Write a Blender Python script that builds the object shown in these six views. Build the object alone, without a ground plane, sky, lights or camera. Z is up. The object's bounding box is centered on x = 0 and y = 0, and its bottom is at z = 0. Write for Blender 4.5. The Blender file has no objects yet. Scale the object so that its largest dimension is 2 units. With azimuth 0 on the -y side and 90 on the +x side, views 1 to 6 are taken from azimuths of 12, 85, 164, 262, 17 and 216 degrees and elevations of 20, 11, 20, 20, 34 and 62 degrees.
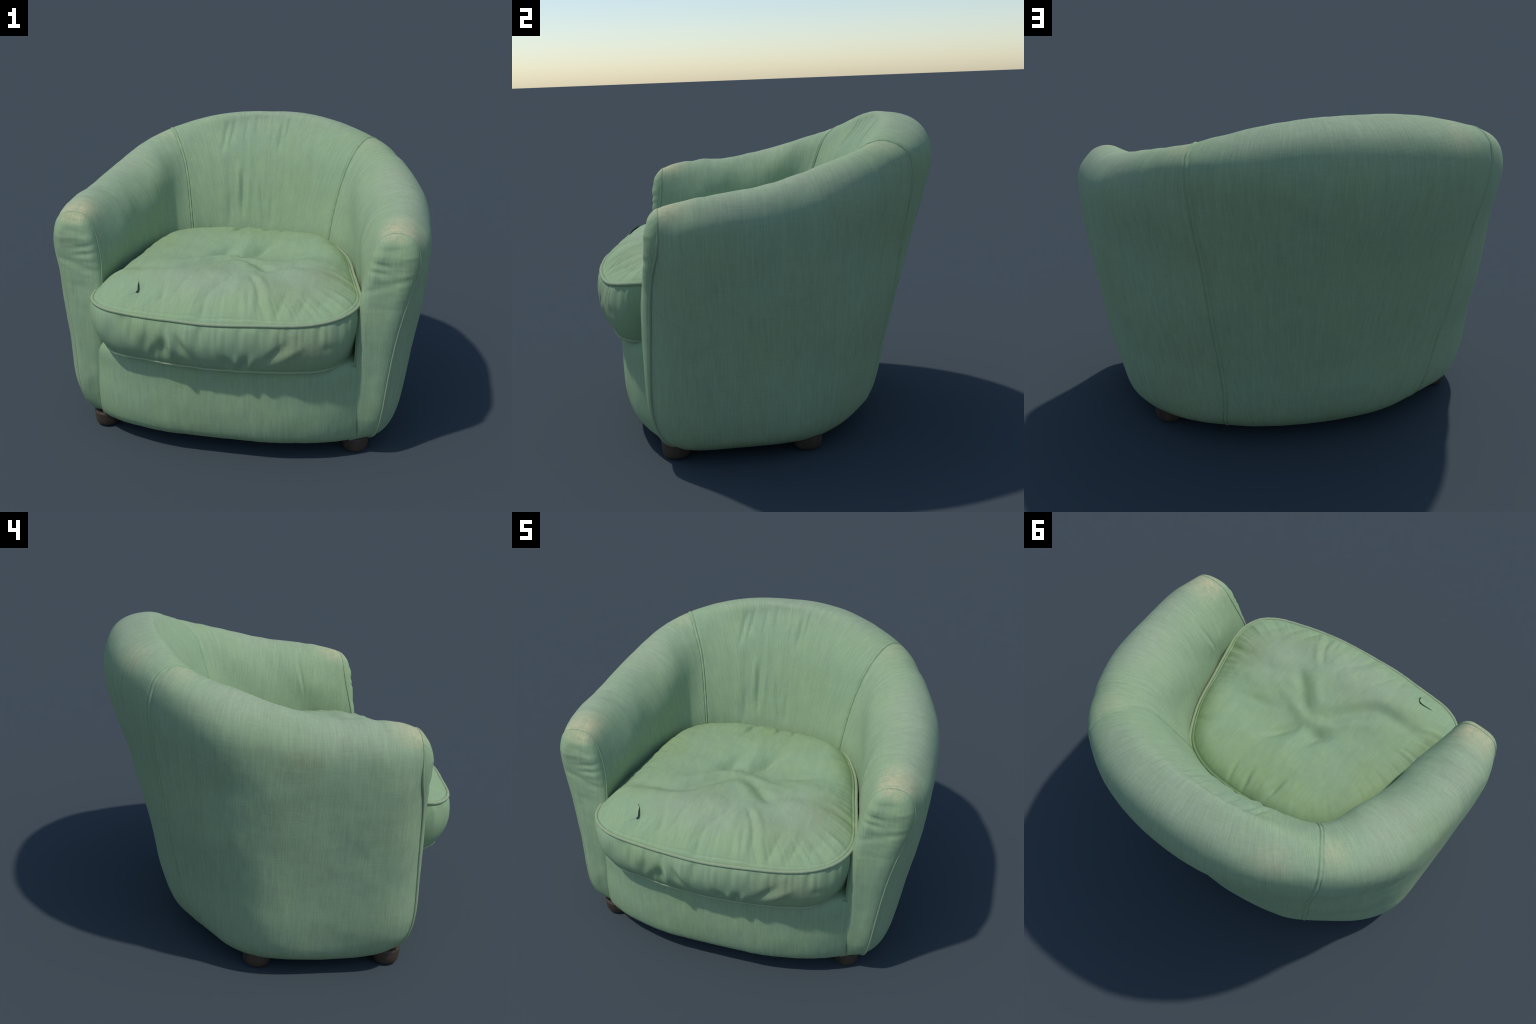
"""Worn green upholstered tub armchair: lofted shell (armrests + backrest), padded
arm fronts with piping, front panel, loose seat cushion with piping, wooden feet."""
import bpy, math
import numpy as np
from mathutils import Vector, noise as mnoise

# ------------------------------------------------------------------ helpers
def spline(params, pts, q):
    """natural cubic spline through pts (n,d) at params, evaluated at q"""
    x = np.asarray(params, float); y = np.asarray(pts, float)
    n = len(x); h = np.diff(x)
    A = np.zeros((n, n)); r = np.zeros((n,) + y.shape[1:])
    A[0, 0] = A[-1, -1] = 1
    for i in range(1, n - 1):
        A[i, i - 1] = h[i - 1]; A[i, i] = 2 * (h[i - 1] + h[i]); A[i, i + 1] = h[i]
        r[i] = 6 * ((y[i + 1] - y[i]) / h[i] - (y[i] - y[i - 1]) / h[i - 1])
    m = np.linalg.solve(A, r.reshape(n, -1)).reshape(r.shape)
    q = np.asarray(q, float)
    i = np.clip(np.searchsorted(x, q) - 1, 0, n - 2)
    sh = (-1,) + (1,) * (y.ndim - 1)
    a = ((x[i + 1] - q) / h[i]).reshape(sh); b = ((q - x[i]) / h[i]).reshape(sh)
    hh = (h[i] ** 2 / 6).reshape(sh)
    return a * y[i] + b * y[i + 1] + ((a ** 3 - a) * m[i] + (b ** 3 - b) * m[i + 1]) * hh


def closed_spline(pts, count):
    """periodic smooth curve through pts, sampled evenly by chord length"""
    p = np.asarray(pts, float); n = len(p)
    ext = np.vstack([p[-4:], p, p[:5]])
    c = np.concatenate([[0], np.cumsum(np.linalg.norm(np.diff(ext, axis=0), axis=1))])
    a, b = c[4], c[4 + n]
    return spline(c, ext, np.linspace(a, b, count, endpoint=False))


def grid_normals(P, wrap=False):
    if wrap:
        du = np.roll(P, -1, 0) - np.roll(P, 1, 0)
    else:
        du = np.gradient(P, axis=0)
    dv = np.gradient(P, axis=1)
    N = np.cross(du, dv)
    L = np.linalg.norm(N, axis=2, keepdims=True)
    return N / np.maximum(L, 1e-9)


def fbm(P, scale, seed, octaves=2):
    flat = (np.asarray(P).reshape(-1, 3) * np.asarray(scale)) + seed * 17.31
    out = np.zeros(len(flat)); amp = 1.0
    for o in range(octaves):
        f = 2.0 ** o
        out += amp * np.array([mnoise.noise(Vector(v)) for v in (flat * f).tolist()])
        amp *= .5
    return out.reshape(np.asarray(P).shape[:-1])


def smooth(a, b, x):
    t = np.clip((x - a) / (b - a), 0, 1)
    return t * t * (3 - 2 * t)


ROOT = bpy.data.objects.new("armchair", None)
bpy.context.scene.collection.objects.link(ROOT)
ROOT["label"] = "worn green fabric tub armchair with a loose seat cushion"
ROOT["category"] = "armchair"


def add_mesh(name, verts, faces, mat, parent=ROOT, normals=None, smooth_shade=True):
    me = bpy.data.meshes.new(name)
    me.from_pydata([tuple(v) for v in verts], [], faces)
    me.update()
    if smooth_shade:
        me.polygons.foreach_set("use_smooth", [True] * len(me.polygons))
    if normals is not None:
        me.normals_split_custom_set_from_vertices([tuple(n) for n in normals])
    me.materials.append(mat)
    ob = bpy.data.objects.new(name, me)
    bpy.context.scene.collection.objects.link(ob)
    ob.parent = parent
    return ob


def grid_faces(nu, nv, wrap=False, flip=False, offset=0):
    f = []
    for i in range(nu if wrap else nu - 1):
        k = (i + 1) % nu
        for j in range(nv - 1):
            q = (i * nv + j, k * nv + j, k * nv + j + 1, i * nv + j + 1)
            q = tuple(offset + v for v in q)
            f.append(q[::-1] if flip else q)
    return f


def tube(name, path, radius, mat, closed=False, parent=ROOT, sides=10, squash=1.0):
    """piping cord swept along a path; radius may be an array"""
    P = np.asarray(path, float); n = len(P)
    if closed:
        T = np.roll(P, -1, 0) - np.roll(P, 1, 0)
    else:
        T = np.gradient(P, axis=0)
    T /= np.linalg.norm(T, axis=1, keepdims=True)
    up = np.array([0, 0, 1.0])
    ref = np.tile(up, (n, 1)); bad = abs(T[:, 2]) > .8
    ref[bad] = [1, 0, 0]
    # parallel transport
    A = np.zeros_like(P); a = np.cross(T[0], ref[0]); a /= np.linalg.norm(a); A[0] = a
    for i in range(1, n):
        a = a - T[i] * (a @ T[i]); a /= np.linalg.norm(a); A[i] = a
    B = np.cross(T, A)
    r = np.broadcast_to(np.asarray(radius, float), (n,))[:, None]
    verts = []
    ring = []
    for k in range(sides):
        w = 2 * math.pi * k / sides
        ring.append(P + r * (math.cos(w) * A + squash * math.sin(w) * B))
    V = np.stack(ring, 1).reshape(-1, 3)
    faces = []
    for i in range(n if closed else n - 1):
        i2 = (i + 1) % n
        for k in range(sides):
            k2 = (k + 1) % sides
            faces.append((i * sides + k, i * sides + k2, i2 * sides + k2, i2 * sides + k))
    if not closed:
        faces.append(tuple(range(sides))[::-1])
        faces.append(tuple((n - 1) * sides + k for k in range(sides)))
    return add_mesh(name, V, faces, mat, parent)


# ------------------------------------------------------------------ materials
class Nodes:
    """tiny helper to write node networks as expressions"""
    def __init__(self, mat):
        mat.use_nodes = True
        self.t = mat.node_tree
        self.t.nodes.clear()

    def new(self, kind, **props):
        n = self.t.nodes.new(kind)
        for k, v in props.items():
            setattr(n, k, v)
        return n

    def put(self, sock, val):
        if hasattr(val, "is_linked") or isinstance(val, bpy.types.NodeSocket):
            self.t.links.new(val, sock)
        else:
            sock.default_value = val

    def math(self, op, a, b=0.0, c=0.0, clamp=False):
        n = self.new("ShaderNodeMath", operation=op, use_clamp=clamp)
        self.put(n.inputs[0], a); self.put(n.inputs[1], b)
        if op in ("MULTIPLY_ADD", "COMPARE", "SMOOTH_MIN", "WRAP"):
            self.put(n.inputs[2], c)
        return n.outputs[0]

    def combine(self, x, y, z):
        n = self.new("ShaderNodeCombineXYZ")
        for s, v in zip(n.inputs, (x, y, z)):
            self.put(s, v)
        return n.outputs[0]

    def noise(self, vec, scale, detail=3.0, rough=.55):
        n = self.new("ShaderNodeTexNoise")
        self.put(n.inputs["Vector"], vec)
        n.inputs["Scale"].default_value = scale
        n.inputs["Detail"].default_value = detail
        n.inputs["Roughness"].default_value = rough
        return n.outputs["Fac"]

    def remap(self, v, a, b, c=0.0, d=1.0):
        n = self.new("ShaderNodeMapRange", interpolation_type="SMOOTHSTEP")
        self.put(n.inputs[0], v)
        for i, x in zip((1, 2, 3, 4), (a, b, c, d)):
            n.inputs[i].default_value = x
        return n.outputs[0]

    def mix(self, fac, a, b, mode="MIX"):
        n = self.new("ShaderNodeMix", data_type="RGBA", blend_type=mode)
        self.put(n.inputs[0], fac)
        for s, v in ((n.inputs[6], a), (n.inputs[7], b)):
            if isinstance(v, tuple):
                s.default_value = (*v, 1)
            else:
                self.put(s, v)
        return n.outputs[2]

    def spot(self, pos, centre, size):
        """soft ellipsoidal mask around a place on the object"""
        m = self.new("ShaderNodeVectorMath", operation="SUBTRACT")
        self.put(m.inputs[0], pos); m.inputs[1].default_value = centre
        d = self.new("ShaderNodeVectorMath", operation="DIVIDE")
        self.put(d.inputs[0], m.outputs[0]); d.inputs[1].default_value = size
        l = self.new("ShaderNodeVectorMath", operation="LENGTH")
        self.put(l.inputs[0], d.outputs[0])
        return self.remap(l.outputs["Value"], 1.0, 0.15)


GREEN = (0.300, 0.416, 0.234)
GREEN_COOL = (0.292, 0.414, 0.250)
GREEN_YELLOW = (0.298, 0.412, 0.198)
FADED = (0.352, 0.420, 0.282)
TAN = (0.53, 0.495, 0.290)
BROWN = (0.292, 0.350, 0.200)


def fabric(name, weave="wrap", spots=(), tint=1.0, yellow=0.35, thread=1.0, base=None, fade=0.0):
    """slubby linen: warp streaks run up and over the shell ('wrap') or along
    front-to-back and down ('flat'); faded patches, brownish stains, worn tan spots"""
    mat = bpy.data.materials.new(name)
    N = Nodes(mat)
    tc = N.new("ShaderNodeTexCoord")
    pos = tc.outputs["Object"]
    sep = N.new("ShaderNodeSeparateXYZ")
    N.put(sep.inputs[0], pos)
    x, y, z = sep.outputs
    if weave == "wrap":
        y0 = N.math("MAXIMUM", y, 0.0)
        ang = N.math("MULTIPLY", N.math("ARCTAN2", x, y0), 0.8)
        sgn = N.math("SIGN", x)
        run = N.math("MULTIPLY", N.math("MINIMUM", y, 0.0), sgn)
        w = N.math("SUBTRACT", ang, run)
        ax = N.math("ABSOLUTE", x)
        rad = N.math("SQRT", N.math("ADD", N.math("MULTIPLY", ax, ax), N.math("MULTIPLY", y0, y0)))
        warp = N.combine(w, N.math("MULTIPLY", z, .045), N.math("MULTIPLY", rad, .06))
        weft = N.combine(N.math("MULTIPLY", w, .06), z, rad)
    else:
        warp = N.combine(x, N.math("MULTIPLY", y, .05), N.math("MULTIPLY", z, .045))
        weft = N.combine(N.math("MULTIPLY", x, .06), y, z)
    s_fine = N.noise(warp, 210.0, 4.0, .65)
    s_mid = N.noise(warp, 60.0, 3.0, .6)
    s_weft = N.noise(weft, 170.0, 3.0, .6)
    broad = N.noise(pos, 2.3, 4.0, .6)
    blotch = N.noise(pos, 6.5, 5.0, .65)
    stain = N.noise(pos, 3.6, 5.0, .7)
    grain = N.noise(pos, 320.0, 2.0, .6)
    col = N.mix(N.remap(broad, .36, .64), base or GREEN, base or GREEN_COOL)
    col = N.mix(N.math("MULTIPLY", N.remap(blotch, .45, .68), yellow), col, GREEN_YELLOW)
    col = N.mix(N.math("MULTIPLY", N.remap(stain, .52, .72), .20), col, BROWN)
    if fade:
        col = N.mix(fade, col, FADED)
    for centre, size, colour, amount in spots:
        m = N.spot(pos, centre, size)
        brk = N.remap(N.noise(pos, 38.0, 6.0, .75), .36, .60, .30, 1.0)
        col = N.mix(N.math("MULTIPLY", N.math("MULTIPLY", m, brk), amount), col, colour)
    # warp / weft thread variation
    v = N.math("ADD", N.math("MULTIPLY", N.math("SUBTRACT", s_fine, .5), .50 * thread),
               N.math("MULTIPLY", N.math("SUBTRACT", s_mid, .5), .20 * thread))
    v = N.math("ADD", v, N.math("MULTIPLY", N.math("SUBTRACT", s_weft, .5), .20 * thread))
    v = N.math("ADD", v, N.math("MULTIPLY", N.math("SUBTRACT", blotch, .5), .14))
    v = N.math("ADD", v, tint)
    hsv = N.new("ShaderNodeHueSaturation")
    N.put(hsv.inputs["Color"], col)
    N.put(hsv.inputs["Value"], v)
    bs = N.new("ShaderNodeBsdfPrincipled")
    N.put(bs.inputs["Base Color"], hsv.outputs[0])
    bs.inputs["Roughness"].default_value = .92
    bs.inputs["Specular IOR Level"].default_value = .2
    bs.inputs["Sheen Weight"].default_value = .0
    bs.inputs["Sheen Roughness"].default_value = .5
    h = N.math("ADD", N.math("MULTIPLY", s_fine, 1.0), N.math("MULTIPLY", s_weft, .6))
    h = N.math("ADD", h, N.math("MULTIPLY", grain, .5))
    bump = N.new("ShaderNodeBump")
    bump.inputs["Strength"].default_value = .22
    bump.inputs["Distance"].default_value = .004
    N.put(bump.inputs["Height"], h)
    N.put(bs.inputs["Normal"], bump.outputs[0])
    out = N.new("ShaderNodeOutputMaterial")
    N.put(out.inputs[0], bs.outputs[0])
    return mat


def plain(name, colour, colour2, scale, rough=.8, stretch=(1, 1, 1), bump=.2):
    mat = bpy.data.materials.new(name)
    N = Nodes(mat)
    tc = N.new("ShaderNodeTexCoord")
    mp = N.new("ShaderNodeMapping")
    N.put(mp.inputs["Vector"], tc.outputs["Object"])
    mp.inputs["Scale"].default_value = stretch
    n = N.noise(mp.outputs[0], scale, 5.0, .65)
    col = N.mix(N.remap(n, .35, .68), colour, colour2)
    bs = N.new("ShaderNodeBsdfPrincipled")
    N.put(bs.inputs["Base Color"], col)
    bs.inputs["Roughness"].default_value = rough
    bp = N.new("ShaderNodeBump")
    bp.inputs["Strength"].default_value = bump; bp.inputs["Distance"].default_value = .004
    N.put(bp.inputs["Height"], n)
    N.put(bs.inputs["Normal"], bp.outputs[0])
    out = N.new("ShaderNodeOutputMaterial")
    N.put(out.inputs[0], bs.outputs[0])
    return mat


ARM_WEAR = [((.85, -.50, 1.24), (.20, .20, .12), TAN, 1.0), ((-.85, -.50, 1.245), (.20, .19, .12), TAN, .95),
            ((.90, -.22, 1.24), (.17, .36, .15), FADED, .9), ((-.90, -.22, 1.24), (.18, .38, .16), FADED, .95),
            ((-.98, .02, 1.12), (.10, .16, .16), BROWN, .7), ((.81, .12, 1.32), (.20, .42, .15), FADED, .9),
            ((-.80, .22, 1.36), (.22, .42, .16), FADED, .9), ((-.66, .53, 1.44), (.14, .14, .12), TAN, .35),
            ((.62, .52, 1.43), (.12, .14, .10), TAN, .3)]
BACK_WEAR = [((0, .74, 1.54), (.62, .24, .15), FADED, .95), ((.4, .68, 1.5), (.35, .2, .12), FADED, .7),
             ((-.45, .70, 1.48), (.3, .22, .12), FADED, .7), ((-.48, .72, 1.47), (.14, .14, .10), TAN, .3)]
FRONT_WEAR = [((.83, -.57, 1.235), (.17, .09, .07), TAN, 1.0), ((-.83, -.57, 1.235), (.17, .09, .065), TAN, .85),
              ((.70, -.56, 1.14), (.05, .05, .06), TAN, .4), ((-.87, -.6, 1.12), (.12, .1, .1), BROWN, .4)]
CUSHION_WEAR = [((-.1, -.62, .95), (.45, .25, .12), FADED, .75), ((.35, -.5, .95), (.3, .3, .12), FADED, .75),
                ((.5, -.45, .93), (.2, .25, .12), BROWN, .7), ((.45, -.84, .72), (.34, .12, .16), BROWN, .9), ((.30, -.66, .93), (.28, .14, .1), BROWN, .5),
                ((0, .15, .95), (.6, .25, .12), GREEN_YELLOW, .7), ((.48, .05, .92), (.14, .3, .12), GREEN_YELLOW, .8),
                ((-.5, 0, .93), (.2, .3, .12), GREEN_YELLOW, .6), ((-.15, -.5, .96), (.25, .15, .12), BROWN, .45)]
PANEL_WEAR = [((-.2, -.72, .10), (.25, .2, .08), BROWN, .6), ((.45, -.7, .1), (.3, .2, .08), BROWN, .5)]

M_SHELL = fabric("green_linen_shell", "wrap", ARM_WEAR, fade=.2, yellow=.2)
M_BACK = fabric("green_linen_back", "wrap", BACK_WEAR, fade=.08, yellow=.3)
M_FRONT = fabric("green_linen_arm_front", "flat", FRONT_WEAR)
M_CUSH = fabric("green_linen_cushion", "flat", CUSHION_WEAR, yellow=.45, thread=.6)
M_PANEL = fabric("green_linen_front_panel", "flat", PANEL_WEAR)
M_PIPE = fabric("piping_fabric", "flat", (), tint=1.0, thread=.5, base=(.318, .395, .242))
M_WOOD = plain("dark_stained_wood", (.042, .026, .017), (.072, .045, .029), 14, .7, (1, 1, .3))
M_DARK = plain("tear_strip_dark", (.020, .035, .030), (.035, .055, .045), 30, .95)  # dark colour standing in for shade inside the tear; no lining is modelled
M_UNDER = plain("dust_cover_cloth", (.02, .02, .018), (.035, .034, .03), 60, .95)

# ------------------------------------------------------------------ shell
# Stations run from the middle of the back round to one arm's front; each level is a
# line along the shell, from the bottom edge up the outside, over the rim, down inside.
# One row per station: x, y, z (the other half is mirrored).
LEVELS = {
 "underside":     [(0, 0.3, 0.05), (0.22, 0.27, 0.05), (0.36, 0.2, 0.05), (0.47, 0.08, 0.05), (0.55, -0.02, 0.05), (0.58, -0.2, 0.05), (0.58, -0.42, 0.05), (0.6, -0.46, 0.052)],
 "bottom_edge":   [(0, 0.465, 0.056), (0.3, 0.43, 0.056), (0.475, 0.365, 0.056), (0.677, 0.23, 0.056), (0.755, 0.06, 0.055), (0.78, -0.2, 0.054), (0.757, -0.45, 0.054), (0.719, -0.472, 0.056)],
 "lower_curve":   [(0, 0.535, 0.115), (0.32, 0.5, 0.115), (0.5027, 0.4358, 0.115), (0.7248, 0.273, 0.11), (0.822, 0.07, 0.105), (0.843, -0.2, 0.1), (0.823, -0.475, 0.1), (0.778, -0.538, 0.1)],
 "skirt":         [(0, 0.5904, 0.215), (0.33, 0.55, 0.215), (0.5094, 0.487, 0.215), (0.7632, 0.2956, 0.21), (0.863, 0.08, 0.2), (0.884, -0.2, 0.2), (0.872, -0.5, 0.2), (0.813, -0.588, 0.2)],
 "lower_wall":    [(0, 0.639, 0.42), (0.34, 0.592, 0.42), (0.5269, 0.5264, 0.42), (0.7879, 0.315, 0.42), (0.886, 0.1, 0.42), (0.918, -0.2, 0.42), (0.906, -0.505, 0.42), (0.837, -0.6, 0.42)],
 "mid_wall":      [(0, 0.7124, 0.7), (0.355, 0.658, 0.7), (0.5699, 0.579, 0.7), (0.8132, 0.3536, 0.7), (0.92, 0.12, 0.7), (0.955, -0.2, 0.7), (0.943, -0.49, 0.7), (0.87, -0.582, 0.7)],
 "upper_wall":    [(0, 0.8022, 1.01), (0.375, 0.744, 1.01), (0.6122, 0.626, 1.01), (0.8336, 0.3808, 1), (0.955, 0.13, 0.97), (0.985, -0.2, 0.95), (0.979, -0.462, 0.94), (0.926, -0.556, 0.95)],
 "widest":        [(0, 0.886, 1.29), (0.395, 0.815, 1.28), (0.66, 0.66, 1.26), (0.862, 0.415, 1.2), (0.966, 0.14, 1.13), (0.994, -0.2, 1.1), (0.992, -0.43, 1.085), (0.958, -0.527, 1.075)],
 "outer_roll":    [(0, 0.88, 1.42), (0.395, 0.815, 1.405), (0.668, 0.645, 1.385), (0.855, 0.41, 1.3), (0.952, 0.13, 1.225), (0.977, -0.2, 1.19), (0.978, -0.4, 1.18), (0.952, -0.52, 1.155)],
 "shoulder":      [(0, 0.815, 1.53), (0.375, 0.76, 1.5), (0.65, 0.605, 1.443), (0.815, 0.38, 1.368), (0.895, 0.1, 1.3), (0.925, -0.2, 1.258), (0.925, -0.39, 1.245), (0.916, -0.516, 1.218)],
 "rim":           [(0, 0.7, 1.569), (0.34, 0.66, 1.542), (0.615, 0.552, 1.466), (0.755, 0.335, 1.395), (0.83, 0.06, 1.326), (0.858, -0.2, 1.286), (0.86, -0.39, 1.27), (0.85, -0.518, 1.238)],
 "inner_roll":    [(0, 0.627, 1.535), (0.295, 0.577, 1.49), (0.549, 0.447, 1.42), (0.642, 0.239, 1.359), (0.695, 0.02, 1.282), (0.725, -0.2, 1.249), (0.753, -0.39, 1.232), (0.758, -0.525, 1.207)],
 "inner_top":     [(0, 0.541, 1.42), (0.28, 0.485, 1.37), (0.492, 0.38, 1.31), (0.569, 0.173, 1.24), (0.622, -0.03, 1.16), (0.65, -0.22, 1.13), (0.683, -0.4, 1.115), (0.714, -0.538, 1.104)],
 "inner_mid":     [(0, 0.43, 1.18), (0.26, 0.39, 1.16), (0.445, 0.308, 1.12), (0.541, 0.144, 1.06), (0.597, -0.06, 1.02), (0.636, -0.25, 1), (0.658, -0.41, 0.99), (0.69, -0.565, 0.98)],
 "inner_seat":    [(0, 0.34, 0.92), (0.245, 0.315, 0.91), (0.41, 0.245, 0.9), (0.515, 0.115, 0.86), (0.589, -0.07, 0.84), (0.642, -0.28, 0.83), (0.672, -0.43, 0.82), (0.676, -0.599, 0.82)],
 "inner_low":     [(0, 0.26, 0.62), (0.225, 0.245, 0.6), (0.385, 0.205, 0.58), (0.495, 0.1, 0.55), (0.585, -0.08, 0.53), (0.64, -0.3, 0.52), (0.668, -0.45, 0.51), (0.673, -0.611, 0.51)],
 "inner_foot":    [(0, 0.24, 0.07), (0.21, 0.22, 0.07), (0.37, 0.18, 0.07), (0.48, 0.08, 0.07), (0.57, -0.09, 0.07), (0.63, -0.3, 0.07), (0.665, -0.45, 0.07), (0.668, -0.576, 0.08)],
}
names = list(LEVELS)
half = np.array([LEVELS[k] for k in names])          # level, station, xyz
right = half.copy(); left = half.copy(); left[:, :, 0] *= -1
full = np.concatenate([left[:, :0:-1], right], axis=1)   # left front ... back ... right front
# the frame leans a touch: the foot sits further to -x than the rim
def lean(P):
    Q = P.copy()
    Q[..., 0] += -.030 * np.clip(1 - P[..., 2] / 1.1, 0, 1)
    x, y, z = P[..., 0], P[..., 1], P[..., 2]
    Q[..., 0] += -.014 * smooth(.2, .6, y) - .006 * smooth(.1, .5, y) * smooth(.9, 1.2, z)
    Q[..., 2] += -.007 * x * smooth(.2, .6, y) * smooth(1.2, 1.5, z)
    # the left arm's front stands a little further out, the left rear corner is squarer
    lf = smooth(-.2, -.5, x)
    Q[..., 2] += (.008 * lf - .011 * smooth(.2, .5, x)) * smooth(-.1, -.4, y) * smooth(1.1, 1.2, z)
    Q[..., 0] -= .012 * lf * smooth(-.76, -.70, x) * smooth(.6, .8, z) * np.exp(-((y - .1) / .25) ** 2)
    Q[..., 1] -= .020 * smooth(.05, .3, x) * smooth(.66, .58, y) * smooth(.25, .4, y) * smooth(1.15, 1.32, z)
    # small differences between the two sides of the padding
    rt = smooth(.2, .5, x)
    rear = lf * np.exp(-((y - .40) / .13) ** 2) * (1 - smooth(.3, .6, z))
    Q[..., 0] -= .018 * lf * np.exp(-((y - .36) / .16) ** 2 - ((z - .93) / .22) ** 2)
    Q[..., 0] += .027 * rear
    Q[..., 1] -= .018 * rear
    Q[..., 0] -= .014 * rt * np.exp(-((y - .30) / .15) ** 2) * (1 - smooth(.3, .6, z))
    top = np.exp(-((x - .5) / .25) ** 2) * smooth(.5, .62, y) * smooth(1.25, 1.4, z)
    Q[..., 1] += .010 * top
    Q[..., 2] += .005 * top
    Q[..., 0] -= .010 * lf * np.exp(-((y - .02) / .2) ** 2 - ((z - .35) / .22) ** 2)
    Q[..., 0] -= .010 * rt * np.exp(-((y - .30) / .15) ** 2) * smooth(.5, .8, z) * (1 - smooth(1.15, 1.3, z))
    Q[..., 1] += .008 * np.exp(-((x - .50) / .18) ** 2 - ((z - .6) / .2) ** 2) * smooth(.3, .45, y)
    Q[..., 0] -= .008 * smooth(.84, .94, x) * smooth(-.2, -.45, y) * smooth(1.0, 1.12, z)
    Q[..., 1] -= .010 * lf * smooth(-.4, -.5, y) * smooth(1.0, 1.15, z)
    Q[..., 0] += .020 * lf * smooth(-.2, -.5, y) * smooth(.24, .07, z)
    Q[..., 0] -= .005 * lf * np.exp(-((y - .15) / .17) ** 2) * (1 - smooth(.55, 1.1, z))
    return Q
full = lean(full)
NS = full.shape[1]; MID = NS // 2                     # 15 stations, back centre at 7
mean_line = full[names.index("mid_wall")] * .5 + full[names.index("rim")] * .5
tk = np.concatenate([[0], np.cumsum(np.linalg.norm(np.diff(mean_line[:, :2], axis=0), axis=1))])
SEAM_L, SEAM_R = tk[MID - 2], tk[MID + 2]

def dense(a, b, step, centres, width, fine):
    t = [a]
    while t[-1] < b:
        d = min([abs(t[-1] - c) for c in centres] + [9])
        t.append(t[-1] + (fine if d < width else step))
    t[-1] = b
    t = np.array(t)
    for c in centres:                                  # snap one line onto each seam
        t[np.argmin(abs(t - c))] = c
    return t

tq = dense(0, tk[-1], .0085, [SEAM_L, SEAM_R], .03, .0022)
lvl_t = np.stack([spline(tk, full[k], tq) for k in range(len(names))], 0)     # level, t, xyz
ref = full[:, MID + 3]
sk = np.concatenate([[0], np.cumsum(np.linalg.norm(np.diff(ref, axis=0), axis=1))])
sq = np.linspace(0, sk[-1], 330)
RIM_S = sk[names.index("rim")]
S = spline(sk, lvl_t, sq)                             # s, t, xyz
S = np.swapaxes(S, 0, 1)                              # t, s, xyz
tt, ss = np.meshgrid(tq, sq, indexing="ij")
Nrm = grid_normals(S)
FLIP = bool((Nrm[len(tq) // 2, 100] @ np.array([0, 1, 0])) < 0)   # make the outside face out
SGN = -1.0 if FLIP else 1.0
Nrm *= SGN
# --- relief
disp = .0028 * fbm(S, (4.5, 4.5, 4.5), 1) + .0008 * fbm(S, (13, 13, 13), 2)
inside = smooth(RIM_S - .02, RIM_S + .12, ss)
rimzone = np.exp(-((ss - RIM_S) / .16) ** 2)
tm = (tq[0] + tq[-1]) / 2
# gathers pulled over the rim of the backrest and down its inner face
gath = np.array([mnoise.noise(Vector((a * 21.0, b * 1.6, 3.3))) for a, b in zip(tt.ravel(), ss.ravel())]).reshape(tt.shape)
backmask = smooth(SEAM_L + .12, SEAM_L + .3, tt) * (1 - smooth(SEAM_R - .32, SEAM_R - .1, tt))
disp += .0045 * gath * inside * backmask * (1 - .5 * smooth(RIM_S + .45, RIM_S + .6, ss))
armgath = np.array([mnoise.noise(Vector((a * 12.0, b * 2.2, 7.7))) for a, b in zip(tt.ravel(), ss.ravel())]).reshape(tt.shape)
disp += .0035 * armgath * (rimzone + .4 * inside) * (1 - backmask)
# single creases: (offset along shell from back centre, start, end below rim, half width, depth, slant)
CREASES = [(-.335, .10, .34, .016, .010, -.03), (-.285, .09, .30, .012, .006, -.03), (-.19, .08, .30, .012, .004, -.02),
           (-.11, .06, .28, .014, .004, 0), (.095, .14, .36, .016, .010, -.02), (.145, .10, .28, .013, .007, .0),
           (-.26, .40, .64, .016, .005, 0), (-.235, .38, .58, .022, -.010, 0), (-.195, .40, .66, .014, .006, 0), (-.15, .42, .64, .018, -.004, 0),
           (-.055, .36, .60, .020, .006, .14), (-.02, .50, .68, .022, .007, .08), (.05, .52, .68, .02, .006, 0), (-.3, .5, .68, .02, .005, 0), (.14, .2, .5, .03, .003, .02)]
for t0, s0, s1, w, d, slant in CREASES:
    u = (ss - RIM_S - s0) / (s1 - s0)
    c = tm + t0 + slant * (u - .5)
    disp -= d * np.exp(-((tt - c) / w) ** 2) * np.exp(-((u - .5) / .38) ** 4)
# soft dents and bumps: (t, s from rim, t size, s size, height)
DENTS = [(SEAM_R + .20, -.08, .04, .09, -.006), (tk[-1] - .30, .30, .014, .12, -.006),
         (tk[-1] - .34, .3, .02, .13, .004), (.17, .0, .03, .12, -.006), (.25, .02, .05, .12, .004), (.42, .02, .04, .12, -.004),
         (.07, .02, .05, .12, .004), (tk[-1] - .2, -.02, .03, .1, -.003), (SEAM_L - .1, .05, .03, .12, -.004)]
for t0, s0, a, b, h in DENTS:
    disp += h * np.exp(-((tt - t0) / a) ** 2 - ((ss - RIM_S - s0) / b) ** 2)
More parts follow.
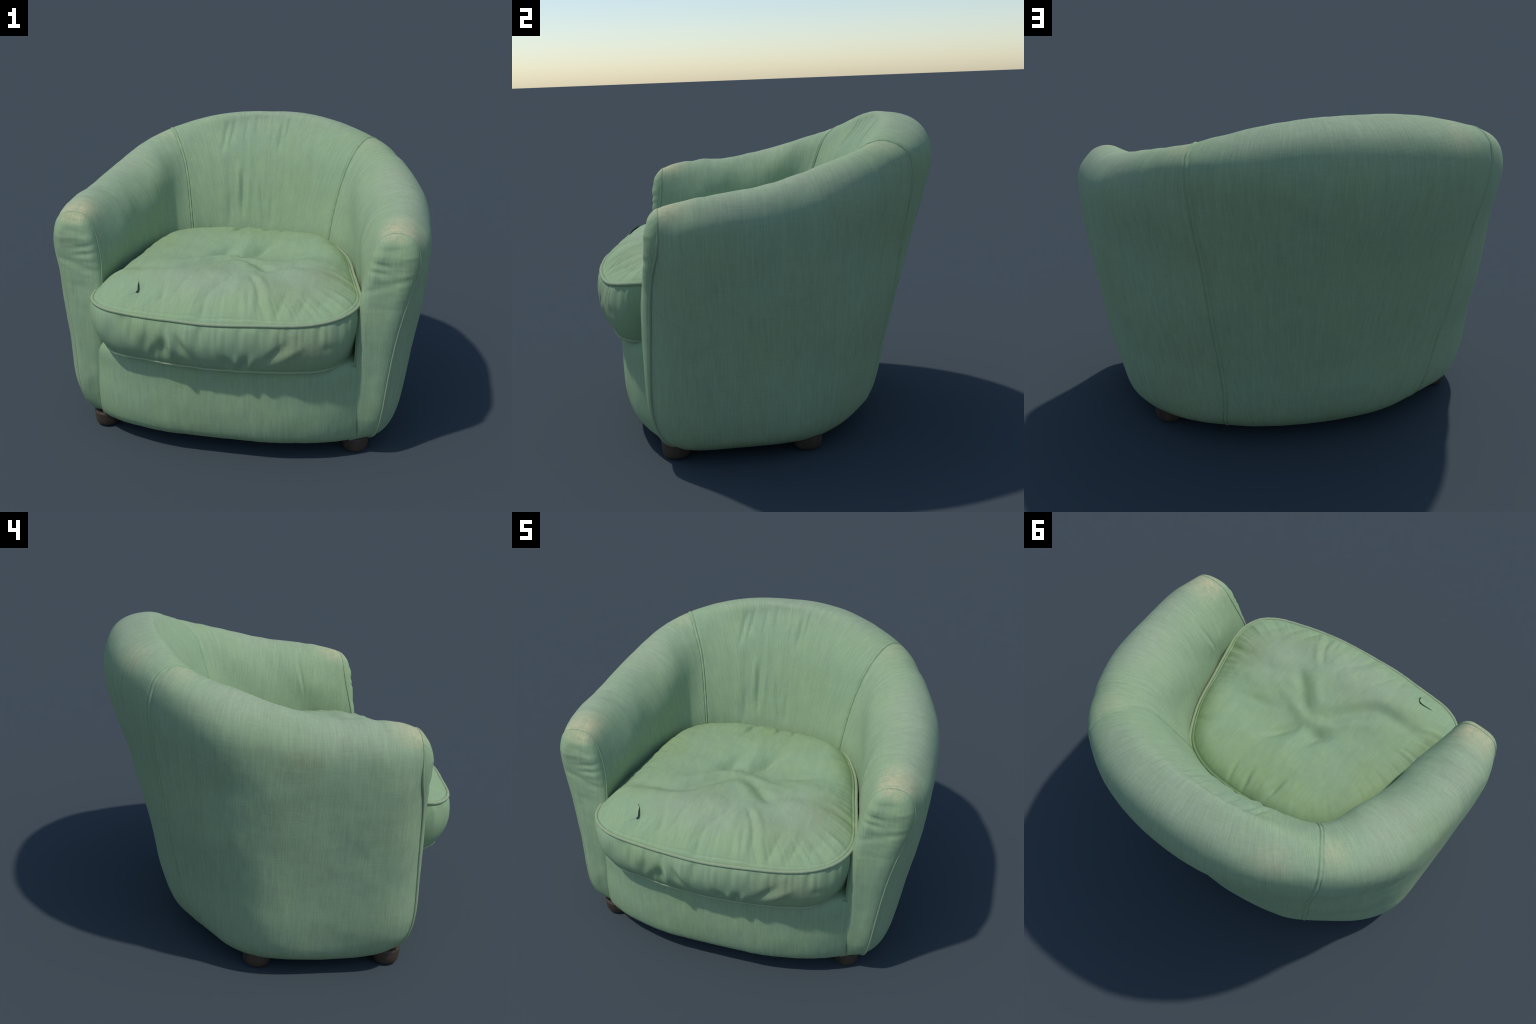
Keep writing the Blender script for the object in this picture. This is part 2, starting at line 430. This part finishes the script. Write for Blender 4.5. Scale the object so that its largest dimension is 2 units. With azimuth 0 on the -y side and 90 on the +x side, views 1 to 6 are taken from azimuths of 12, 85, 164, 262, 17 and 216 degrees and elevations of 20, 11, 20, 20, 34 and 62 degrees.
# lapped seams: flat raised tape between two stitch grooves
wob = np.array([mnoise.noise(Vector((0, b * 3.0, 1.1))) for b in sq]) * .003
for c, side in ((SEAM_L, 1), (SEAM_R, -1)):
    d = tt - c + 0 * wob[None, :]
    disp += .0030 * np.exp(-((d - side * .008) / .0065) ** 4)
    disp -= (.0038 + .0008 * inside) * np.exp(-(d / .0040) ** 2)
    disp -= (.0026 + .0006 * inside) * np.exp(-((d - side * .0185) / .0045) ** 2)
    disp += .0022 * np.sin(ss * 95 + 3 * np.sin(ss * 11)) * np.exp(-((d - side * .008) / .02) ** 2) * .35
edge = smooth(0, .02, tt) * (1 - smooth(tk[-1] - .02, tk[-1], tt))
S2 = S + Nrm * (disp * edge)[..., None]
N2 = SGN * grid_normals(S2)

iL = int(np.argmin(abs(tq - SEAM_L))); iR = int(np.argmin(abs(tq - SEAM_R)))
def shell_part(name, a, b, mat):
    V = S2[a:b + 1]; n = b + 1 - a
    ob = add_mesh(name, V.reshape(-1, 3), grid_faces(n, len(sq), flip=FLIP), mat, normals=N2[a:b + 1].reshape(-1, 3))
    return ob
arm_l = shell_part("armrest", 0, iL, M_SHELL)
back = shell_part("backrest", iL, iR, M_BACK)
arm_r = shell_part("armrest", iR, len(tq) - 1, M_SHELL)

# ------------------------------------------------------------------ arm fronts
BULGE_Z = [0, .06, .127, .236, .43, .69, .86, .95, 1.03, 1.12, 1.19, 1.24, 1.3]
BULGE_B = [.0, .004, .012, .022, .026, .028, .028, .038, .050, .057, .046, .030, .02]

def arm_front(line, sign, parent):
    """padded end panel filling the section at the arm's front, puffed forward"""
    iz = int(np.argmax(line[:, 2]))
    outer, inner = line[:iz + 1], line[iz:][::-1]
    zb, zt = .070, line[iz, 2]
    rows, cols = 150, 56
    f = 1 - (1 - np.linspace(0, 1, rows)) ** 2
    zs = zb + (zt - zb) * f
    def at(curve, z):
        i0 = int(np.argmax(curve[:, 2] > .0615)) if curve[0, 2] < .0615 else 0
        c = curve[i0:]
        zz = np.maximum.accumulate(c[:, 2])
        return np.stack([np.interp(z, zz, c[:, k]) for k in range(3)], 1)
    O, I = at(outer, zs), at(inner, zs)
    j = .5 - .5 * np.cos(np.linspace(0, math.pi, cols))
    P = O[:, None] * (1 - j[None, :, None]) + I[:, None] * j[None, :, None]
    outline = np.vstack([O, I[::-1]])[:, [0, 2]]
    c = np.concatenate([[0], np.cumsum(np.linalg.norm(np.diff(outline, axis=0), axis=1))])
    cc = np.arange(0, c[-1], .0015)
    outline = np.stack([np.interp(cc, c, outline[:, k]) for k in range(2)], 1)
    d = np.stack([np.min(np.linalg.norm(row[:, None, [0, 2]] - outline[None], axis=2), axis=1) for row in P])
    d[:, 0] = 0; d[:, -1] = 0
    q = np.clip(d / (.075 - .025 * j[None]), 0, 1)
    puff = np.sqrt(1 - (1 - q) ** 2)
    B = np.interp(P[..., 2], BULGE_Z, BULGE_B) + (.004 if sign < 0 else 0) * smooth(.92, 1.05, P[..., 2]) * (1 - smooth(1.2, 1.25, P[..., 2]))
    jj = np.broadcast_to(j[None], d.shape)
    z = P[..., 2]; env = np.sqrt(np.clip(q, 0, 1))
    # creases pulled from the inner edge
    wr = np.zeros_like(d)
    for z0, a, w, slope, span in ((1.080, .006, .015, .05, .60), (1.040, .0065, .014, .03, .65), (.995, .003, .02, .02, .5),
                                  (1.150, .0025, .016, -.02, .95), (.955, .004, .022, -.08, 1.6)):
        wr -= a * np.exp(-((z - z0 - slope * (jj - .8)) / w) ** 2) * smooth(1 - span, 1 - span * .35, jj)
    wr += .004 * fbm(P, (7, 7, 7), 4) + .0012 * fbm(P, (10, 10, 40), 5) * smooth(.6, 1.0, z)
    P[..., 1] -= B * puff + wr * env
    V = P.reshape(-1, 3)
    ob = add_mesh("arm_front", V, grid_faces(rows, cols, flip=(sign < 0)), M_FRONT, parent)
    # piping along the edge: a plump cord outside, worn flat over the top, fine inside
    keep = line[(np.arange(len(line)) <= iz) & (line[:, 2] > .066) | (np.arange(len(line)) > iz) & (line[:, 2] > .50)]
    c = np.concatenate([[0], np.cumsum(np.linalg.norm(np.diff(keep, axis=0), axis=1))])
    path = np.stack([np.interp(np.arange(0, c[-1], .010), c, keep[:, k]) for k in range(3)], 1)
    for _ in range(2):
        path[1:-1] = (path[:-2] + 2 * path[1:-1] + path[2:]) / 4
    top = int(np.argmax(path[:, 2])); idx = np.arange(len(path))
    zz = path[:, 2]
    rad = np.where(idx <= top, .0065 - .0048 * smooth(1.06, 1.16, zz), .0045 - .0020 * smooth(1.10, 1.18, zz))
    path[:, 0] += np.where(idx <= top, sign * .001, 0); path[:, 1] -= .0015
    tube("piping", path, rad, M_PIPE, parent=ob)
    return ob

arm_front(S2[0], -1, ROOT)
arm_front(S2[-1], 1, ROOT)

# ------------------------------------------------------------------ front panel
PROFILE = [(-.10, .062), (.0, .064), (.085, .072), (.128, .100), (.155, .155), (.168, .23), (.172, .33), (.172, .45),
           (.168, .520), (.150, .550), (.11, .562), (.0, .566), (-.3, .568)]   # forward, height
pk = np.concatenate([[0], np.cumsum(np.linalg.norm(np.diff(np.array(PROFILE), axis=0), axis=1))])
pq = spline(pk, PROFILE, np.linspace(0, pk[-1], 150))
xs = np.linspace(-.705, .70, 170)
PV = np.zeros((len(xs), len(pq), 3))
for i, xx in enumerate(xs):
    q = abs(xx) / .69
    bow = .148 * (1 - min(q, 1.05) ** 2.9)
    fwd = pq[:, 0]
    scale = np.clip((fwd + .05) / .2, 0, 1)
    PV[i, :, 0] = xx - .030 * (1 - pq[:, 1] / 1.1)
    PV[i, :, 1] = -.452 - .012 * float(smooth(0, -.7, xx)) - fwd - bow * (.35 + .65 * scale)
    PV[i, :, 2] = pq[:, 1]
PN = grid_normals(PV)
if PN[80, 70, 1] > 0:
    PN = -PN
PV += PN * (.0035 * fbm(PV, (4, 4, 4), 6) + .0012 * fbm(PV, (30, 8, 5), 7))[..., None]
add_mesh("front_panel", PV.reshape(-1, 3), grid_faces(len(xs), len(pq), flip=True), M_PANEL)

# hidden seat platform and dust cover that close the body
plan_in = spline(tk, full[names.index("inner_low")], np.linspace(0, tk[-1], 80))
deck = np.vstack([plan_in + [0, .0, 0]]); deck[:, 2] = .545
deck = deck * [1.03, 1.03, 1] + [0, 0, 0]
add_mesh("seat_platform", deck, [tuple(range(len(deck)))], M_PANEL, smooth_shade=False)
plan_b = spline(tk, full[names.index("bottom_edge")], np.linspace(0, tk[-1], 80)) * [.94, .94, 1]
plan_b[:, 2] = .058
add_mesh("dust_cover", plan_b, [tuple(range(len(plan_b)))], M_UNDER, smooth_shade=False)

# ------------------------------------------------------------------ cushion
TOP_EDGE = [(-.70, -.69, .832), (-.635, -.768, .828), (-.43, -.828, .820), (-.25, -.850, .818), (-.03, -.860, .817), (.22, -.842, .823),
            (.454, -.792, .827), (.600, -.712, .845), (.664, -.58, .860), (.644, -.40, .866), (.596, -.20, .870), (.554, -.03, .876),
            (.503, .10, .880), (.432, .215, .880), (.29, .300, .872), (0, .332, .870), (-.29, .308, .875), (-.460, .225, .880),
            (-.560, .06, .880), (-.612, -.12, .872), (-.653, -.32, .860), (-.694, -.54, .850)]
NC = 560
edge_top = closed_spline(TOP_EDGE, NC)
ctr = np.array([-.02, -.30, .855])
tangent = np.roll(edge_top, -1, 0) - np.roll(edge_top, 1, 0)
outw = np.stack([tangent[:, 1], -tangent[:, 0], np.zeros(NC)], 1)
outw /= np.linalg.norm(outw, axis=1, keepdims=True)
front = smooth(-.50, -.72, edge_top[:, 1])            # 1 on the free front edge
corner = np.exp(-((edge_top[:, 0] - .64) / .10) ** 2 - ((edge_top[:, 1] + .65) / .12) ** 2)
cornerl = np.exp(-((edge_top[:, 0] + .68) / .10) ** 2 - ((edge_top[:, 1] + .70) / .12) ** 2)
wobble = .004 * np.array([mnoise.noise(Vector((p[0] * 6, p[1] * 6, .7))) for p in edge_top])
edge_top[:, 2] += wobble
edge_top += outw * (.5 * wobble)[:, None]

NR = 120
rr = 1 - (1 - np.linspace(0.0, 1, NR)) ** 1.25
rr[0] = .004
C = ctr[None, None] * (1 - rr[None, :, None]) + edge_top[:, None] * rr[None, :, None]
R2 = np.broadcast_to(rr[None], C.shape[:2])
X, Y = C[..., 0], C[..., 1]
backside = smooth(-.45, .15, Y) * (1 - .5 * smooth(.25, .5, X))
dome = .118 * (1 - R2 ** (6.5 - 1.5 * smooth(.1, .4, X) * (1 - backside) + 8.5 * backside))
dome *= 1 - .22 * smooth(-.1, .28, Y)
Zt = C[..., 2] + dome
# sat-in hollow behind a soft front roll, and folds radiating from it
# x, y, turn (deg), half length, half width, height
FOLDS = [(-.30, -.34, 20, .22, .14, -.014), (-.32, -.12, 0, .16, .12, -.010), (0, -.62, 0, .5, .1, .005), (-.60, -.52, 70, .18, .07, .018), (.27, -.08, 0, .20, .16, -.040), (-.35, -.60, 20, .2, .1, .010), (.46, -.60, 0, .18, .14, -.026), (-.42, -.06, 60, .2, .12, -.016), (0, -.56, 0, .45, .14, .014), (0, -.19, 0, .30, .14, -.030), (.05, -.12, 0, .16, .12, -.016), (.17, -.30, -20, .13, .06, -.012),
         (-.125, -.185, 30, .065, .038, -.034), (-.10, -.12, 60, .07, .03, -.013), (.06, -.105, 58, .10, .030, -.026), (-.03, -.10, 60, .10, .040, .016),
         (.27, -.18, 15, .09, .03, -.010), (-.45, -.62, 40, .13, .08, .012), (.57, -.30, 10, .10, .018, -.008), (.56, -.42, -10, .10, .02, -.007),
         (.47, .09, 10, .06, .014, -.008), (.118, .27, 95, .06, .012, -.014), (.025, .27, 95, .07, .014, -.016), (-.124, .22, 80, .09, .016, -.018), (-.07, .25, 85, .08, .016, .008),
         (-.3, -.76, 95, .06, .013, -.008), (-.2, -.77, 100, .06, .013, -.007), (.3, -.74, 78, .08, .014, -.008), (.35, -.75, 75, .08, .013, .005), (.40, -.72, 72, .08, .014, -.007),
         (.5, -.66, 60, .08, .02, -.005), (-.02, .10, 0, .25, .10, .008), (-.42, -.75, 80, .05, .013, -.007)]
# folds that follow a bent line: points, half width, height
LINES = [([(-.60, -.50), (-.40, -.50), (-.28, -.485), (-.19, -.395), (-.10, -.30)], .040, -.023),
         ([(.02, -.29), (.09, -.35), (.15, -.42), (.20, -.46)], .038, -.021), ([(.15, -.42), (.27, -.40), (.42, -.34)], .04, -.010),
         ([(-.30, -.38), (-.20, -.31), (-.10, -.25), (0, -.235), (.12, -.28), (.26, -.32)], .032, .010),
         ([(-.08, -.40), (-.01, -.36), (.05, -.42), (.09, -.50)], .046, .010), ([(-.30, -.56), (-.20, -.48), (-.13, -.41)], .035, .008),
         ([(.11, -.57), (.165, -.66), (.20, -.76), (.26, -.83)], .016, -.011), ([(.15, -.56), (.215, -.68), (.26, -.78)], .022, .007),
         ([(.13, -.70), (.15, -.80)], .012, -.007), ([(.03, -.58), (-.05, -.70), (-.11, -.80)], .018, -.007), ([(-.02, -.56), (-.12, -.70), (-.17, -.79)], .022, .006),
         ([(.07, -.60), (.06, -.72)], .03, .006), ([(-.20, -.62), (-.25, -.78)], .014, -.005)]
fall = 1 - R2 ** 14
for fx, fy, turn, L, W, h in FOLDS:
    a = math.radians(turn); dx, dy = X - fx, Y - fy
    u = dx * math.cos(a) + dy * math.sin(a); v = -dx * math.sin(a) + dy * math.cos(a)
    Zt += h * np.exp(-(u / L) ** 2 - (v / W) ** 2) * fall
for pts, W, h in LINES:
    pl = spline(np.arange(len(pts)), pts, np.linspace(0, len(pts) - 1, 40)) if len(pts) > 2 else np.linspace(pts[0], pts[1], 30)
    d2 = np.full(X.shape, 9.0); along = np.zeros(X.shape)
    for k, (px, py) in enumerate(pl):
        q = (X - px) ** 2 + (Y - py) ** 2
        along = np.where(q < d2, k / (len(pl) - 1), along); d2 = np.minimum(d2, q)
    Zt += h * np.exp(-d2 / W ** 2) * (1 - .6 * abs(2 * along - 1) ** 3) * fall
# gathers along the piping
th = np.arange(NC) / NC
gat = np.array([mnoise.noise(Vector((math.cos(6.2832 * a) * 16, math.sin(6.2832 * a) * 16, 5.5))) for a in th])
gat2 = np.array([mnoise.noise(Vector((math.cos(6.2832 * a) * 30, math.sin(6.2832 * a) * 30, 8.5))) for a in th])
near = smooth(.70, .93, R2) * (1 - R2 ** 26)
Zt += near * (.010 * gat + .007 * gat2)[:, None] * (1 - .75 * backside)
gap = (1 - R2) * np.linalg.norm(edge_top - ctr, axis=1)[:, None]
Zt -= .0035 * np.exp(-((gap - .019) / .0035) ** 2)            # stitch line beside the piping
Zt += .0030 * np.exp(-((gap - .011) / .006) ** 2)
P3 = np.stack([X, Y, np.zeros_like(X)], 2)
Zt += fall * (.0045 * fbm(P3, (7, 7, 7), 9) + .0022 * fbm(P3, (20, 14, 9), 10))
C[..., 2] = Zt
TOPV = C

# boxing band between the two piping lines
low = edge_top - outw * (.038 * front + .02 * (1 - front) + .03 * corner + .02 * cornerl)[:, None]
low[:, 2] = .556 + .012 * smooth(0, -.6, edge_top[:, 0])
NB = 46
bb = np.linspace(0, 1, NB)
BAND = edge_top[:, None] * (1 - bb[None, :, None]) + low[:, None] * bb[None, :, None]
bul = (.042 * front + .010 * (1 - front))[:, None] * (np.sin(np.pi * bb) ** .75)[None]
bx, bz = BAND[..., 0], BAND[..., 2]
mask = front[:, None] * np.sin(np.pi * bb)[None] ** .8
# gathers below the piping and slack vertical folds on the boxing: x, z, tilt, half width, half height, depth
BANDF = [(-.44, .74, .10, .022, .07, -.008), (-.36, .69, .15, .025, .07, -.010), (-.275, .66, .12, .030, .07, -.022), (-.225, .67, -.10, .020, .09, .017),
         (-.33, .62, .2, .02, .05, -.014), (-.18, .70, -.45, .022, .06, -.012), (-.14, .72, -.35, .02, .06, .008), (.055, .60, -.25, .022, .045, -.014), (.10, .61, .05, .014, .05, .011),
         (.135, .60, .25, .022, .05, -.016), (.17, .62, .3, .02, .05, .008), (.29, .68, .8, .03, .06, -.010), (.36, .68, .9, .03, .05, .006), (-.55, .72, 0, .03, .08, -.006),
         (.0, .70, 0, .02, .09, .004), (.52, .70, 0, .03, .03, -.005)]
fold = np.zeros_like(bx)
for fx, fz, tilt, w, hgt, d in BANDF:
    fold += 1.1 * d * np.exp(-((bx - fx - tilt * (bz - fz)) / w) ** 2 - ((bz - fz) / hgt) ** 2)
fine = (.0075 * gat2 + .006 * gat)[:, None] * smooth(0, .12, bb)[None] * (1 - smooth(.14, .55, bb))[None]
lown = .004 * fbm(BAND, (9, 9, 4), 12)
BAND = BAND + outw[:, None] * (bul + mask * fold + fine + lown * mask)[..., None]
BAND[:, 0] = edge_top
TOPV[:, -1] = edge_top
topv = np.vstack([TOPV.reshape(-1, 3), TOPV[:, 0].mean(0, keepdims=True)])
cush = add_mesh("seat_cushion", topv, grid_faces(NC, NR, wrap=True) + [((i + 1) % NC * NR, i * NR, NC * NR) for i in range(NC)], M_CUSH)
add_band = add_mesh("cushion_band", BAND.reshape(-1, 3), grid_faces(NC, NB, wrap=True), M_CUSH, cush)
nb = len(low)
bott = np.vstack([low, low.mean(0, keepdims=True)])
add_mesh("cushion_underside", bott, [(i, (i + 1) % nb, nb) for i in range(nb)], M_CUSH, cush)
pip = edge_top + outw * .003
pip[:, 2] += .001
tube("cushion_piping", pip, .0092 + .0012 * gat2, M_PIPE, closed=True, parent=cush)
pl = low + outw * .003
pl[:, 2] += .004 * gat
tube("cushion_piping", pl, .0075, M_PIPE, closed=True, parent=cush)

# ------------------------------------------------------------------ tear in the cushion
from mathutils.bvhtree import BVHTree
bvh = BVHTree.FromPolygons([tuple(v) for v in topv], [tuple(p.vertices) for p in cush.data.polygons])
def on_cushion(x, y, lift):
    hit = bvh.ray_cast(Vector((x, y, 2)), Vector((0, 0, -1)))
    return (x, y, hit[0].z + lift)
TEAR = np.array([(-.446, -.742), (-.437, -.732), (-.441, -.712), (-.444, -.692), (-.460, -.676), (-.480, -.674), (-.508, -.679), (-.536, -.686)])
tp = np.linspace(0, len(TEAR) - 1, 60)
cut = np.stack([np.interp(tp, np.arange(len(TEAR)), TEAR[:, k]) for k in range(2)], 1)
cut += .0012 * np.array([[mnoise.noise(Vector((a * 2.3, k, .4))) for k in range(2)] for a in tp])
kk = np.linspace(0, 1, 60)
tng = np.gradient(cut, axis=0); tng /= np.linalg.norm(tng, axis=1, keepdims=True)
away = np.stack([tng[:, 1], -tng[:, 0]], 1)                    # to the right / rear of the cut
strip_w = .001 + .009 * np.sin(np.pi * np.clip(kk / .42, 0, 1)) + .004 * np.sin(np.pi * np.clip((kk - .42) / .58, 0, 1))
strip_w *= smooth(0, .06, kk) * (1 - smooth(.9, 1, kk))
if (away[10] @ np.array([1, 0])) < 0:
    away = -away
dark_strip = []
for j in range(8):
    f = -.003 + (strip_w + .003) * j / 7
    dark_strip.append([on_cushion(*(p + a * w), .0012) for p, a, w in zip(cut, away, f)])
dark_strip = np.swapaxes(np.array(dark_strip), 0, 1)[3:36]
add_mesh("tear_dark_strip", dark_strip.reshape(-1, 3), grid_faces(len(dark_strip), 8), M_DARK, cush)  # dark patch added just above the uncut cushion, in place of an opening
# loose flap of cloth in front of the cut, its corner curling up
root_pt = np.array([-.545, -.775])
flap = []
for i, p in enumerate(cut):
    row = []
    for j in range(14):
        f = j / 13
        q = root_pt * (1 - f) + p * f
        curl = .0075 * f ** 4 * (math.sin(math.pi * min(max(kk[i], .02), .98)) ** .6)
        row.append(on_cushion(q[0], q[1], -.001 + .0032 * f ** .5 * math.sin(math.pi * kk[i]) ** .3 + curl))
    flap.append(row)
flap = np.array(flap)
fl = add_mesh("torn_flap", flap.reshape(-1, 3), grid_faces(60, 14), M_CUSH, cush)

# ------------------------------------------------------------------ feet
FOOT = [(0, .006), (.052, .006), (.060, .009), (.066, .020), (.070, .040), (.072, .085), (0, .085)]
def foot_mesh():
    prof = []
    for (r0, z0), (r1, z1) in zip(FOOT[:-1], FOOT[1:]):
        prof += [(r0 + (r1 - r0) * k / 4, z0 + (z1 - z0) * k / 4) for k in range(4)]
    prof.append(FOOT[-1])
    n = 40; V = []; F = []
    for a in range(n):
        w = 2 * math.pi * a / n
        for r, z in prof:
            V.append((max(r, 1e-4) * math.cos(w), max(r, 1e-4) * math.sin(w), z))
    F = grid_faces(n, len(prof), wrap=True)
    return V, F
V, F = foot_mesh()
foot0 = add_mesh("foot", V, F, M_WOOD)
SPOTS = [(.660, -.505), (-.738, -.512), (.665, .130), (-.730, .135)]
for k, (fx, fy) in enumerate(SPOTS):
    o = foot0 if k == 0 else foot0.copy()
    if k:
        bpy.context.scene.collection.objects.link(o)
    o.location = (fx, fy, 0); o.rotation_euler = (0, 0, k * 1.3)
